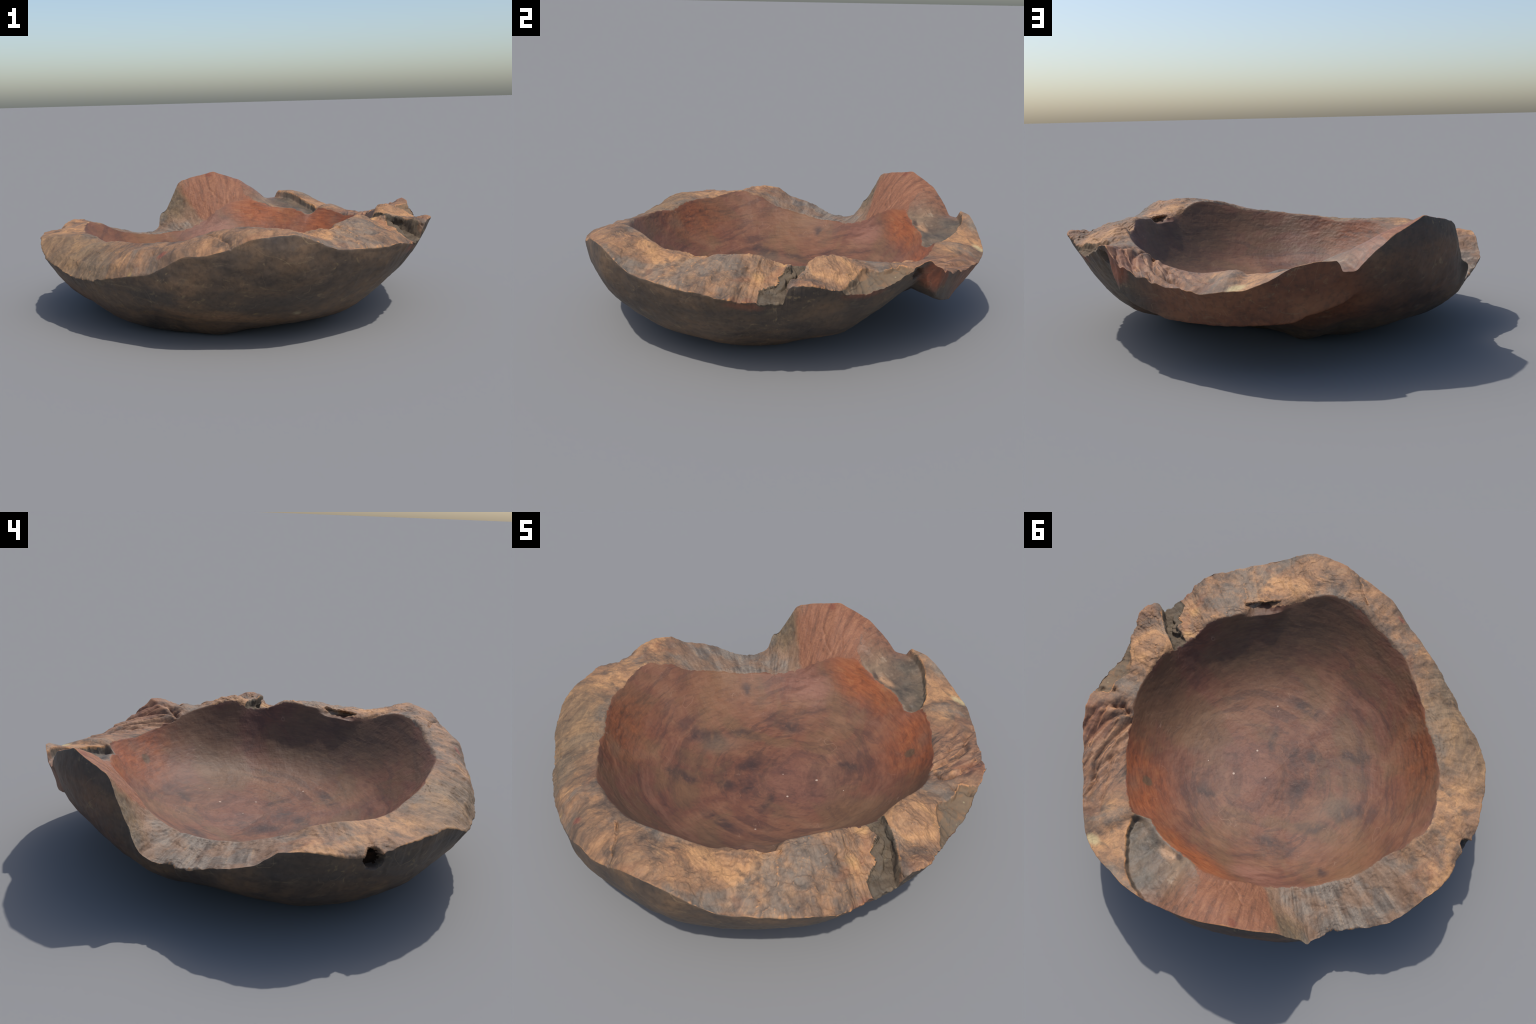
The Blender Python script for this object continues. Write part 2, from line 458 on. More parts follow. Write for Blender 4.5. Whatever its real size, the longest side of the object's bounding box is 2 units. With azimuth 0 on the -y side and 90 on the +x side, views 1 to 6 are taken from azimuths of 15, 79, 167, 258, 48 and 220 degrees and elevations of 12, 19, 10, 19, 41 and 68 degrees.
def add_relief(g):
    n = grid_normals(g)
    flat = g.reshape(-1, 3)
    rows = np.arange(len(g))
    rim0, rim1 = N_BASIN, N_BASIN + N_RIM
    w_rim = (smoothstep(rows.astype(float), rim0 - 2, rim0 + 8) * (1 - smoothstep(rows.astype(float), rim1 - 4, rim1 + 4)))[:, None]
    w_hull = smoothstep(rows.astype(float), rim1 - 2, rim1 + 8)[:, None] * (1 - smoothstep(rows.astype(float), len(g) - 70, len(g) - 40))[:, None]
    w_basin = (1 - smoothstep(rows.astype(float), rim0 - 8, rim0 + 2))[:, None]
    sh = g.shape[:2]

    broad = fbm(flat * 7.0, 3).reshape(sh)
    mid = fbm(flat * 22.0 + 5, 3).reshape(sh)
    fine = fbm(flat * 70.0 + 13, 2).reshape(sh)
    az0 = np.degrees(np.arctan2(flat[:, 0], -flat[:, 1])) % 360
    # grain runs outward over the rim
    r = np.hypot(flat[:, 0], flat[:, 1])[:, None] + 1e-6
    grain = fbm(np.column_stack([flat[:, :2] / r * 34, r * 6 + flat[:, 2:3] * 40]), 3).reshape(sh)
    crease = np.clip(fbm(flat * 11.0 + 77, 2).reshape(sh), -0.5, 0.5)
    # flakes: low ledges where layers of bark-side wood broke away
    warp = np.column_stack([flat[:, :2] * 6.0, flat[:, 2:3] * 6.0]) + 0.03 * fine.reshape(-1, 1)
    lift = fbm(warp + 50, 3)
    flakes = (smoothstep(lift, -0.03, 0.03) + smoothstep(lift, 0.27, 0.33) + smoothstep(lift, -0.33, -0.27)).reshape(sh)
    flaky = along([(0, .5), (25, .8), (45, 1), (76, 1), (100, 1), (110, .5), (125, 0), (185, 0), (225, .3), (240, .6), (300, .6), (320, .8), (350, .5)], az0)
    flakes = flakes * flaky.reshape(sh)
    # tool marks run round the basin wall
    tool = fbm(np.column_stack([flat[:, :2] / r * 30, r * 40 + flat[:, 2:3] * 60]), 3).reshape(sh)

    az = np.degrees(np.arctan2(flat[:, 0], -flat[:, 1])).reshape(sh) % 360
    rugged = along([(0, .7), (30, .8), (40, 1.2), (75, 1.4), (95, 1.1), (106, .8), (114, .45), (140, .4), (152, .5), (170, .3), (212, .5),
                    (232, 1.0), (262, .8), (290, .7), (325, .7)], az.reshape(-1)).reshape(sh)
    chopped = np.exp(-((az - 325) / 28) ** 2)
    wall = smoothstep(rows.astype(float), rim0 - 70, rim0 - 20)[:, None]
    h = w_rim * rugged * (0.0085 * broad + 0.0026 * mid + 0.0011 * fine + 0.0024 * grain + 0.006 * np.abs(crease) * (crease < 0))
    h += w_rim * 0.0034 * (flakes - 1.5 * flaky.reshape(sh))
    h += w_hull * (0.0038 * broad + 0.0016 * mid + 0.0006 * fine)
    h += w_basin * (0.0022 * broad + 0.0008 * mid + 0.0004 * fine + (0.0003 + 0.0010 * chopped) * wall * tool)
    return g + n * h[:, :, None]


# =============================================================== materials
def lin(r, g, b, k=1.0):
    """colour as seen in sun (0-255) to base colour"""
    out = []
    for c in (r, g, b):
        c /= 255.0
        c = c / 12.92 if c <= 0.04045 else ((c + 0.055) / 1.055) ** 2.4
        out.append(c * k)
    return (out[0], out[1], out[2], 1.0)


class Nodes:
    """small vocabulary for writing procedural colour as expressions"""

    def __init__(self, name):
        self.mat = bpy.data.materials.new(name)
        self.mat.use_nodes = True
        self.t = self.mat.node_tree
        self.t.nodes.clear()
        self.pos = self.t.nodes.new('ShaderNodeTexCoord').outputs['Object']

    def put(self, socket, value):
        if isinstance(value, bpy.types.NodeSocket):
            self.t.links.new(value, socket)
        else:
            socket.default_value = value

    def math(self, op, a, b=0.0, c=0.0, clamp=False):
        n = self.t.nodes.new('ShaderNodeMath')
        n.operation = op
        n.use_clamp = clamp
        for i, v in enumerate((a, b, c)):
            self.put(n.inputs[i], v)
        return n.outputs[0]

    def vmath(self, op, a, b=None, scale=None):
        n = self.t.nodes.new('ShaderNodeVectorMath')
        n.operation = op
        self.put(n.inputs[0], a)
        if b is not None:
            self.put(n.inputs[1], b)
        if scale is not None:
            self.put(n.inputs['Scale'], scale)
        return n.outputs['Value'] if op in ('LENGTH', 'DISTANCE', 'DOT_PRODUCT') else n.outputs['Vector']

    def noise(self, scale, detail=4.0, rough=0.55, stretch=(1, 1, 1), vec=None, shift=0.0, distort=0.0):
        v = self.vmath('MULTIPLY', vec if vec is not None else self.pos, stretch)
        if shift:
            v = self.vmath('ADD', v, (shift, shift * 0.7, -shift))
        n = self.t.nodes.new('ShaderNodeTexNoise')
        self.put(n.inputs['Vector'], v)
        n.inputs['Scale'].default_value = scale
        n.inputs['Detail'].default_value = detail
        n.inputs['Roughness'].default_value = rough
        n.inputs['Distortion'].default_value = distort
        return n.outputs['Fac']

    def step(self, v, a, b):
        n = self.t.nodes.new('ShaderNodeMapRange')
        n.interpolation_type = 'SMOOTHSTEP'
        self.put(n.inputs['Value'], v)
        if a <= b:
            lo, hi, t0, t1 = a, b, 0.0, 1.0
        else:
            lo, hi, t0, t1 = b, a, 1.0, 0.0
        n.inputs['From Min'].default_value = lo
        n.inputs['From Max'].default_value = hi
        n.inputs['To Min'].default_value = t0
        n.inputs['To Max'].default_value = t1
        return n.outputs['Result']

    def ramp(self, v, stops):
        n = self.t.nodes.new('ShaderNodeValToRGB')
        cr = n.color_ramp
        while len(cr.elements) < len(stops):
            cr.elements.new(0.5)
        for e, (p, c) in zip(cr.elements, stops):
            e.position = p
            e.color = c
        self.put(n.inputs[0], v)
        return n.outputs[0]

    def mix(self, f, a, b, mode='MIX'):
        n = self.t.nodes.new('ShaderNodeMix')
        n.data_type = 'RGBA'
        n.blend_type = mode
        self.put(n.inputs[0], f)
        self.put(n.inputs[6], a)
        self.put(n.inputs[7], b)
        return n.outputs[2]

    def mul(self, a, b):
        return self.math('MULTIPLY', a, b)

    def warped(self, amount, scale):
        n = self.t.nodes.new('ShaderNodeTexNoise')
        n.inputs['Scale'].default_value = scale
        n.inputs['Detail'].default_value = 3.0
        self.put(n.inputs['Vector'], self.pos)
        d = self.vmath('SUBTRACT', n.outputs['Color'], (0.5, 0.5, 0.5))
        return self.vmath('ADD', self.pos, self.vmath('SCALE', d, scale=amount))

    def spot(self, centre, size, vec=None, soft=0.5, rot=0.0):
        """1 inside an ellipsoid, fading to 0 at its surface; rot turns it about z"""
        v = self.vmath('SUBTRACT', vec if vec is not None else self.pos, centre)
        if rot:
            n = self.t.nodes.new('ShaderNodeVectorRotate')
            n.rotation_type = 'Z_AXIS'
            self.put(n.inputs['Vector'], v)
            n.inputs['Angle'].default_value = -math.radians(rot)
            v = n.outputs[0]
        v = self.vmath('DIVIDE', v, size)
        return self.step(self.vmath('LENGTH', v), 1.0, 1.0 - soft)

    def halfplane(self, normal, offset, width, vec=None):
        d = self.vmath('DOT_PRODUCT', vec if vec is not None else self.pos, normal)
        return self.step(d, offset - width, offset + width)

    def radial(self, k_dir, k_r, k_z=0.0):
        """coordinates whose noise is drawn out along the radius or along the circumference"""
        flat = self.vmath('MULTIPLY', self.pos, (1, 1, 0))
        d = self.vmath('SCALE', self.vmath('NORMALIZE', flat), scale=k_dir)
        r = self.vmath('LENGTH', flat)
        sep = self.t.nodes.new('ShaderNodeSeparateXYZ')
        self.put(sep.inputs[0], self.pos)
        z = self.math('MULTIPLY_ADD', r, k_r, self.mul(sep.outputs[2], k_z))
        c = self.t.nodes.new('ShaderNodeCombineXYZ')
        self.put(c.inputs[2], z)
        return self.vmath('ADD', d, c.outputs[0])

    def finish(self, color, rough=0.7, bump=None, strength=0.3, distance=0.004, spec=0.3, coat=0.0):
        b = self.t.nodes.new('ShaderNodeBsdfPrincipled')
        self.put(b.inputs['Base Color'], color)
        self.put(b.inputs['Roughness'], rough)
        b.inputs['Specular IOR Level'].default_value = spec
        b.inputs['Coat Weight'].default_value = coat
        b.inputs['Coat Roughness'].default_value = 0.45
        if bump is not None:
            n = self.t.nodes.new('ShaderNodeBump')
            n.inputs['Strength'].default_value = strength
            n.inputs['Distance'].default_value = distance
            self.put(n.inputs['Height'], bump)
            self.t.links.new(n.outputs[0], b.inputs['Normal'])
        o = self.t.nodes.new('ShaderNodeOutputMaterial')
        self.t.links.new(b.outputs[0], o.inputs['Surface'])
        return self.mat


K = 0.80      # sunlit picture colour -> base colour


def rim_material():
    m = Nodes('weathered_rim_wood')
    w = m.warped(0.10, 9.0)
    w2 = m.warped(0.05, 18.0)
    blot = m.noise(5.5, 7, 0.62, distort=0.6)
    col = m.ramp(blot, [(0.30, lin(86, 72, 62, K)), (0.43, lin(130, 102, 80, K)), (0.53, lin(164, 122, 88, K)), (0.66, lin(206, 154, 104, K))])
    mott = m.noise(17, 6, 0.68, distort=1.3, shift=14)
    col = m.mix(m.mul(m.step(mott, 0.53, 0.68), 0.42), col, lin(90, 76, 64, K))
    col = m.mix(m.mul(m.step(mott, 0.46, 0.30), 0.40), col, lin(192, 148, 104, K))
    raw = m.math('MAXIMUM', m.spot((0.95, -0.37, 0.39), (0.05, 0.12, 0.05), vec=w2, soft=0.6), m.spot((0.93, 0.16, 0.41), (0.05, 0.14, 0.05), vec=w2, soft=0.6))
    col = m.mix(m.mul(raw, 0.6), col, lin(150, 90, 64, K))
    # silvery weathering
    grey = m.step(m.noise(3.6, 6, 0.6, shift=3.1, distort=0.5), 0.50, 0.66)
    col = m.mix(m.mul(grey, 0.75), col, lin(124, 115, 103, K))
    # charcoal clouds and rusty areas
    char = m.step(m.noise(1.0, 6, 0.62, vec=m.radial(5, 6, 6), distort=1.6, shift=27), 0.53, 0.64)
    col = m.mix(m.mul(char, 0.55), col, lin(84, 75, 67, K))
    rusty = m.step(m.noise(4.2, 5, 0.6, shift=37, distort=0.8), 0.54, 0.66)
    col = m.mix(m.mul(rusty, 0.40), col, lin(150, 98, 68, K))
    # --- facet with greenish grey sapwood (between -x and -y)
    facet = m.spot((-0.68, -0.74, 0.30), (0.56, 0.42, 0.40), vec=w, soft=0.5, rot=-40)
    # grain streaks running outward
    streak = m.noise(1.0, 7, 0.68, vec=m.radial(9, 8, 9), distort=2.8)
    col = m.mix(m.mul(m.mul(m.step(streak, 0.50, 0.62), m.math('SUBTRACT', 1.0, facet)), 0.28), col, lin(84, 70, 58, K))
    col = m.mix(m.mul(m.mul(m.step(streak, 0.48, 0.36), m.math('SUBTRACT', 1.0, facet)), 0.30), col, lin(190, 146, 104, K))
    drab = m.ramp(m.noise(1.0, 7, 0.68, vec=m.radial(6, 34, 30), distort=0.8, shift=7), [(0.3, lin(92, 78, 62, K)), (0.5, lin(130, 106, 80, K)), (0.72, lin(172, 138, 98, K))])
    col = m.mix(m.mul(facet, 0.75), col, drab)
    # --- folds running in +y across the +x/+y rim
    folds = m.spot((0.66, 0.56, 0.40), (0.26, 0.34, 0.3), vec=w, soft=0.4)
    run = m.noise(1.0, 6, 0.62, stretch=(34, 7, 12), distort=0.8)
    fold_col = m.ramp(run, [(0.36, lin(66, 57, 52, K)), (0.46, lin(122, 92, 74, K)), (0.56, lin(160, 116, 86, K)), (0.70, lin(186, 146, 112, K))])
    col = m.mix(m.mul(folds, 0.85), col, fold_col)
    red = m.spot((0.80, 0.50, 0.42), (0.16, 0.14, 0.12), vec=w2, soft=0.5)
    col = m.mix(m.mul(red, 0.45), col, lin(148, 92, 68, K))
    # --- grey dished lip
    seam_side = m.halfplane((-0.555, -0.832, 0.0), -0.262, 0.014, vec=m.warped(0.035, 16))
    dish = m.mul(m.spot((-0.70, 0.46, 0.30), (0.42, 0.46, 0.5), vec=w, soft=0.4), seam_side)
    silver = m.ramp(m.noise(1.0, 6, 0.62, vec=m.radial(30, 5, 2), distort=0.5, shift=2), [(0.30, lin(84, 76, 68, K)), (0.45, lin(116, 104, 92, K)), (0.58, lin(142, 130, 116, K)), (0.74, lin(168, 140, 110, K))])
    silver = m.mix(m.mul(m.step(m.noise(5, 4, shift=11), 0.5, 0.65), 0.6), silver, lin(150, 112, 82, K))
    col = m.mix(m.mul(dish, 0.92), col, silver)
    wall = m.mul(m.spot((-0.60, 0.68, 0.40), (0.14, 0.14, 0.2), vec=w2, soft=0.6), seam_side)
    col = m.mix(m.mul(wall, 0.7), col, m.ramp(m.noise(26, 5, 0.65, shift=17), [(0.35, lin(82, 70, 54, K)), (0.65, lin(134, 112, 82, K))]))
    # --- orange flank of the tall lip
    flank = m.spot((-0.33, 0.76, 0.45), (0.32, 0.30, 0.3), vec=m.warped(0.07, 8), soft=0.4)
    flank = m.mul(flank, m.math('SUBTRACT', 1.0, seam_side))
    warm = m.ramp(m.noise(1.0, 7, 0.68, vec=m.radial(40, 6, 3), distort=1.0, shift=5), [(0.28, lin(100, 70, 54, K)), (0.46, lin(138, 90, 66, K)), (0.62, lin(154, 104, 76, K)), (0.78, lin(174, 130, 100, K))])
    warm = m.mix(m.mul(0.5, m.spot((-0.415, 0.815, 0.58), (0.03, 0.03, 0.05), vec=w2, soft=0.7)), warm, lin(124, 60, 46, K))
    col = m.mix(flank, col, warm)
    # soot-like spots and small bright golden spots
    col = m.mix(m.mul(m.step(m.noise(15, 3, 0.5, shift=4), 0.64, 0.76), 0.55), col, lin(64, 56, 52, K))
    glint = m.math('MAXIMUM', m.spot((0.72, -0.15, 0.47), (0.05, 0.04, 0.05), vec=w2, soft=0.8), m.spot((0.80, -0.27, 0.46), (0.05, 0.05, 0.05), vec=w2, soft=0.8))
    glint = m.math('MAXIMUM', glint, m.spot((0.03, -0.74, 0.46), (0.06, 0.04, 0.05), vec=w2, soft=0.8))
    col = m.mix(m.mul(glint, 0.55), col, lin(214, 166, 108, K))
    pale = m.spot((0.365, 0.915, 0.385), (0.06, 0.035, 0.04), vec=w2, soft=0.7)
    col = m.mix(m.mul(pale, 0.8), col, lin(206, 186, 138, K))
    scratch = m.spot((-0.183, -0.93, 0.35), (0.012, 0.03, 0.06), vec=w2, soft=0.7)
    col = m.mix(m.mul(scratch, 0.7), col, lin(204, 164, 100, K))
    paint = m.spot((-0.045, -0.925, 0.433), (0.045, 0.022, 0.03), vec=m.warped(0.02, 14), soft=0.8, rot=10)
    col = m.mix(m.mul(paint, 0.6), col, lin(150, 72, 62, K))
    fine = m.noise(1.0, 6, 0.7, vec=m.radial(44, 38, 40), distort=1.4, shift=19)
    col = m.mix(m.mul(m.step(fine, 0.52, 0.36), 0.26), col, lin(80, 64, 52, K))
    col = m.mix(m.mul(m.step(fine, 0.55, 0.74), 0.28), col, lin(204, 160, 112, K))
    # worn arrises, rubbed back to bright wood
    geo = m.t.nodes.new('ShaderNodeNewGeometry')
    worn = m.mul(m.step(geo.outputs['Pointiness'], 0.515, 0.57), m.step(m.noise(12, 4, shift=25), 0.34, 0.56))
    col = m.mix(m.mul(worn, 0.70), col, lin(216, 152, 94, K))
    h = m.math('ADD', m.mul(streak, 0.5), m.mul(m.noise(90, 4, 0.6), 0.5))
    return m.finish(col, rough=0.68, bump=h, strength=0.5, distance=0.006, spec=0.38)


def basin_material():
    m = Nodes('turned_basin_wood')
    w = m.warped(0.16, 5.0)
    w2 = m.warped(0.09, 10.0)
    base = m.ramp(m.noise(3.6, 7, 0.6, distort=0.9), [(0.30, lin(96, 64, 52, K)), (0.45, lin(118, 76, 58, K)), (0.58, lin(130, 88, 65, K)), (0.74, lin(142, 104, 78, K))])
    # fibres that swirl round an off-centre heart
    off = m.vmath('SUBTRACT', m.warped(0.12, 3.5), (0.06, 0.16, 0.0))
    flat = m.vmath('MULTIPLY', off, (1, 1, 0))
    d = m.vmath('LENGTH', flat)
    comb = m.t.nodes.new('ShaderNodeCombineXYZ')
    m.put(comb.inputs[2], m.mul(d, 24.0))
    swirl = m.vmath('ADD', m.vmath('SCALE', m.vmath('NORMALIZE', flat), scale=1.8), comb.outputs[0])
    fibre = m.noise(1.0, 4, 0.58, vec=swirl, distort=0.6)
    band = m.step(d, 0.03, 0.16)
    sweep = m.noise(0.42, 3, 0.5, vec=swirl, distort=0.5, shift=6)
    col = m.mix(m.mul(m.mul(m.step(fibre, 0.52, 0.62), band), 0.45), base, lin(72, 52, 48, K))
    col = m.mix(m.mul(m.mul(m.step(fibre, 0.46, 0.34), band), 0.32), col, lin(146, 104, 82, K))
    col = m.mix(m.mul(m.mul(m.step(sweep, 0.52, 0.62), m.step(d, 0.66, 0.30)), 0.42), col, lin(76, 54, 47, K))
    # olive bloom
    olive = m.step(m.noise(3.1, 6, 0.6, shift=6, distort=0.6), 0.47, 0.60)
    col = m.mix(m.mul(olive, 0.60), col, lin(116, 88, 62, K))
    # rust-coloured walls
    tone = m.noise(1.0, 6, 0.66, vec=m.radial(9, 26, 22), distort=0.9)
    rust_r = m.spot((0.46, 0.60, 0.32), (0.40, 0.38, 0.22), vec=w, soft=0.8)
    rust_r = m.math('MAXIMUM', rust_r, m.spot((-0.02, 0.68, 0.38), (0.34, 0.15, 0.16), vec=w2, soft=0.7))
    rust_r = m.mul(rust_r, m.step(m.noise(5, 4, shift=12), 0.25, 0.55))
    rust = m.ramp(tone, [(0.32, lin(126, 70, 42, K)), (0.5, lin(160, 88, 50, K)), (0.68, lin(176, 108, 64, K))])
    col = m.mix(m.mul(rust_r, 0.85), col, rust)
    rust_l = m.mul(m.spot((-0.56, -0.50, 0.34), (0.34, 0.46, 0.20), vec=w2, soft=0.75), m.step(m.noise(6, 4, shift=15), 0.22, 0.55))
    col = m.mix(m.mul(rust_l, 0.8), col, m.ramp(tone, [(0.34, lin(86, 54, 38, K)), (0.47, lin(130, 74, 45, K)), (0.64, lin(160, 94, 56, K))]))
    honey = m.spot((-0.60, 0.22, 0.26), (0.26, 0.36, 0.16), vec=w, soft=0.8)
    col = m.mix(m.mul(honey, 0.55), col, lin(134, 94, 64, K))
    pink = m.spot((-0.30, 0.53, 0.30), (0.22, 0.13, 0.14), vec=w2, soft=0.7)
    col = m.mix(m.mul(pink, 0.55), col, m.mix(m.step(fibre, 0.4, 0.6), lin(156, 110, 94, K), lin(128, 84, 68, K)))
    umber = m.spot((0.42, -0.44, 0.32), (0.50, 0.44, 0.24), vec=w, soft=0.7)
    col = m.mix(m.mul(umber, 0.70), col, m.ramp(tone, [(0.3, lin(74, 58, 48, K)), (0.6, lin(106, 82, 60, K))]))
    # paler, pinker middle of the basin
    pale_centre = m.spot((0.10, 0.14, 0.14), (0.34, 0.36, 0.2), vec=w, soft=0.9)
    col = m.mix(m.mul(pale_centre, 0.30), col, lin(146, 104, 90, K))
    # dark stains
    stains = None
    for c, s, rot in [((-0.42, -0.02, 0.15), (0.24, 0.09, 0.2), 35), ((-0.25, -0.28, 0.14), (0.16, 0.07, 0.2), 20), ((-0.09, -0.14, 0.12), (0.08, 0.06, 0.2), 0),
                      ((0.10, -0.33, 0.14), (0.17, 0.05, 0.2), 10), ((-0.03, -0.05, 0.12), (0.04, 0.13, 0.2), 20), ((0.12, -0.08, 0.12), (0.035, 0.13, 0.2), 30),
                      ((-0.52, 0.32, 0.24), (0.06, 0.045, 0.2), 0), ((-0.24, 0.36, 0.18), (0.18, 0.06, 0.2), 20), ((0.20, 0.36, 0.2), (0.10, 0.05, 0.2), 0),
                      ((-0.15, 0.02, 0.13), (0.05, 0.10, 0.2), 10), ((-0.34, 0.14, 0.16), (0.12, 0.06, 0.2), 40)]:
        s1 = m.spot(c, s, vec=w2, soft=0.85, rot=rot)
        stains = s1 if stains is None else m.math('MAXIMUM', stains, s1)
    stains = m.mul(stains, m.step(m.noise(9, 5, 0.65, shift=2, distort=0.6), 0.34, 0.58))
    col = m.mix(m.mul(stains, 0.80), col, lin(62, 50, 48, K))
    drift = m.mul(m.step(m.noise(4.5, 5, 0.6, shift=21, distort=1.2), 0.51, 0.62), m.step(d, 0.62, 0.2))
    col = m.mix(m.mul(drift, 0.32), col, lin(72, 54, 48, K))
    bloom = m.spot((-0.34, 0.02, 0.14), (0.10, 0.20, 0.2), vec=w2, soft=0.9, rot=-25)
    col = m.mix(m.mul(bloom, 0.35), col, lin(146, 122, 98, K))
    knot = m.spot((0.41, 0.523, 0.291), (0.036, 0.03, 0.05), vec=m.warped(0.02, 25), soft=0.45)
    col = m.mix(m.mul(knot, 0.8), col, lin(100, 80, 58, K))
    for c, s in [((0.158, 0.187, 0.137), 0.008), ((0.149, 0.011, 0.13), 0.007), ((0.227, -0.247, 0.152), 0.006), ((0.02, 0.10, 0.13), 0.004), ((0.30, 0.22, 0.15), 0.004)]:
        col = m.mix(m.mul(m.spot(c, (s, s, 0.03), soft=0.6), 0.8), col, lin(214, 190, 168, K))
    fine = m.noise(1.0, 6, 0.7, vec=m.radial(8, 60, 45), shift=1, distort=0.5)
    col = m.mix(m.mul(m.step(fine, 0.52, 0.36), 0.28), col, lin(74, 54, 45, K))
    col = m.mix(m.mul(m.step(fine, 0.54, 0.70), 0.20), col, lin(162, 116, 88, K))
    # hairline scratches
    sc = m.math('ABSOLUTE', m.math('SUBTRACT', m.noise(5.0, 1.5, 0.4, shift=30, distort=2.0), 0.5))
    sc = m.mul(m.step(sc, 0.006, 0.0), m.step(m.noise(7, 2, shift=33), 0.55, 0.66))
    col = m.mix(m.mul(sc, 0.35), col, lin(176, 140, 116, K))
    h = m.math('ADD', m.mul(fine, 0.6), m.mul(m.noise(110, 3, 0.6), 0.4))
    return m.finish(col, rough=0.60, bump=h, strength=0.45, distance=0.004, spec=0.38)


def hull_material():
    m = Nodes('dark_hull_wood')
    w = m.warped(0.16, 5.0)
    w2 = m.warped(0.06, 14.0)
    tone = m.noise(3.2, 6, 0.6, distort=0.6, stretch=(1, 1, 1.8))
    col = m.ramp(tone, [(0.30, lin(66, 57, 51, H)), (0.45, lin(93, 77, 63, H)), (0.58, lin(114, 90, 68, H)), (0.72, lin(134, 102, 76, H))])
    band = m.step(m.noise(2.2, 4, 0.55, stretch=(1, 1, 4), shift=51, distort=0.5), 0.50, 0.62)
    col = m.mix(m.mul(band, 0.45), col, lin(70, 64, 60, H))
    # red-brown root flare and the side beneath the tall lip
    flare = m.spot((0.32, 0.92, 0.28), (0.66, 0.46, 0.34), vec=w, soft=0.4)
    col = m.mix(m.mul(flare, 0.85), col, m.ramp(tone, [(0.30, lin(92, 58, 42, H)), (0.48, lin(128, 76, 50, H)), (0.7, lin(150, 96, 64, H))]))
    lip = m.spot((-0.42, 0.86, 0.34), (0.36, 0.34, 0.34), vec=w, soft=0.5)
    col = m.mix(m.mul(lip, 0.6), col, m.ramp(tone, [(0.34, lin(64, 50, 45, H)), (0.6, lin(112, 74, 54, H))]))
    scooped = m.spot((0.80, 0.36, 0.24), (0.20, 0.22, 0.2), vec=w, soft=0.5)
    col = m.mix(m.mul(scooped, 0.7), col, m.ramp(m.noise(1.0, 5, 0.6, stretch=(10, 10, 40)), [(0.35, lin(72, 64, 56, H)), (0.65, lin(112, 98, 80, H))]))
    red_corner = m.spot((0.80, 0.52, 0.42), (0.13, 0.12, 0.10), vec=w2, soft=0.5)
    col = m.mix(m.mul(red_corner, 0.75), col, lin(150, 80, 50, H))
    raw = m.math('MAXIMUM', m.spot((0.94, -0.36, 0.37), (0.06, 0.13, 0.035), vec=w2, soft=0.7), m.spot((0.93, 0.16, 0.395), (0.06, 0.16, 0.035), vec=w2, soft=0.7))
    col = m.mix(m.mul(raw, 0.6), col, lin(150, 88, 62, H))
    chest = m.spot((-0.62, -0.62, 0.10), (0.40, 0.40, 0.25), vec=w, soft=0.7)
    col = m.mix(m.mul(chest, 0.5), col, lin(112, 80, 58, H))
    # streaks of paler scuffing
    scuff = m.noise(1.0, 6, 0.7, stretch=(7, 7, 26), distort=1.2, shift=8)
    col = m.mix(m.mul(m.step(scuff, 0.58, 0.70), 0.40), col, lin(142, 122, 92, H))
    lines = m.math('ABSOLUTE', m.math('SUBTRACT', m.noise(2.6, 1.5, 0.4, shift=41, distort=2.5), 0.5))
    lines = m.mul(m.step(lines, 0.005, 0.0), m.step(m.noise(5, 2, shift=44), 0.51, 0.60))
    col = m.mix(m.mul(lines, 0.38), col, lin(164, 140, 104, H))
    rubbed = m.mul(m.step(m.noise(24, 3, 0.5, distort=1.5, shift=3), 0.60, 0.70), m.step(m.noise(4, 2, shift=9), 0.50, 0.60))
    col = m.mix(m.mul(rubbed, 0.32), col, lin(170, 144, 100, H))
    for c, s, rot, tint in [((0.104, 0.80, 0.25), (0.07, 0.10, 0.05), 0, (176, 176, 164)), ((-0.87, -0.20, 0.20), (0.10, 0.06, 0.03), 70, (134, 110, 78)),
                            ((0.33, -0.80, 0.16), (0.03, 0.03, 0.012), 0, (168, 138, 86)), ((0.48, -0.72, 0.15), (0.03, 0.03, 0.03), 0, (150, 138, 110)),
                            ((-0.45, 0.72, 0.20), (0.05, 0.05, 0.03), 0, (128, 118, 100))]:
        sp = m.mul(m.spot(c, s, vec=w2, soft=0.8, rot=rot), m.step(m.noise(16, 3, shift=c[0]), 0.40, 0.58))
        col = m.mix(m.mul(sp, 0.75), col, lin(*tint, H))
    fine = m.noise(46, 5, 0.62)
    col = m.mix(m.mul(m.step(fine, 0.54, 0.34), 0.35), col, lin(56, 46, 40, H))
    return m.finish(col, rough=0.55, bump=fine, strength=0.35, distance=0.004, spec=0.4)


H = 0.80


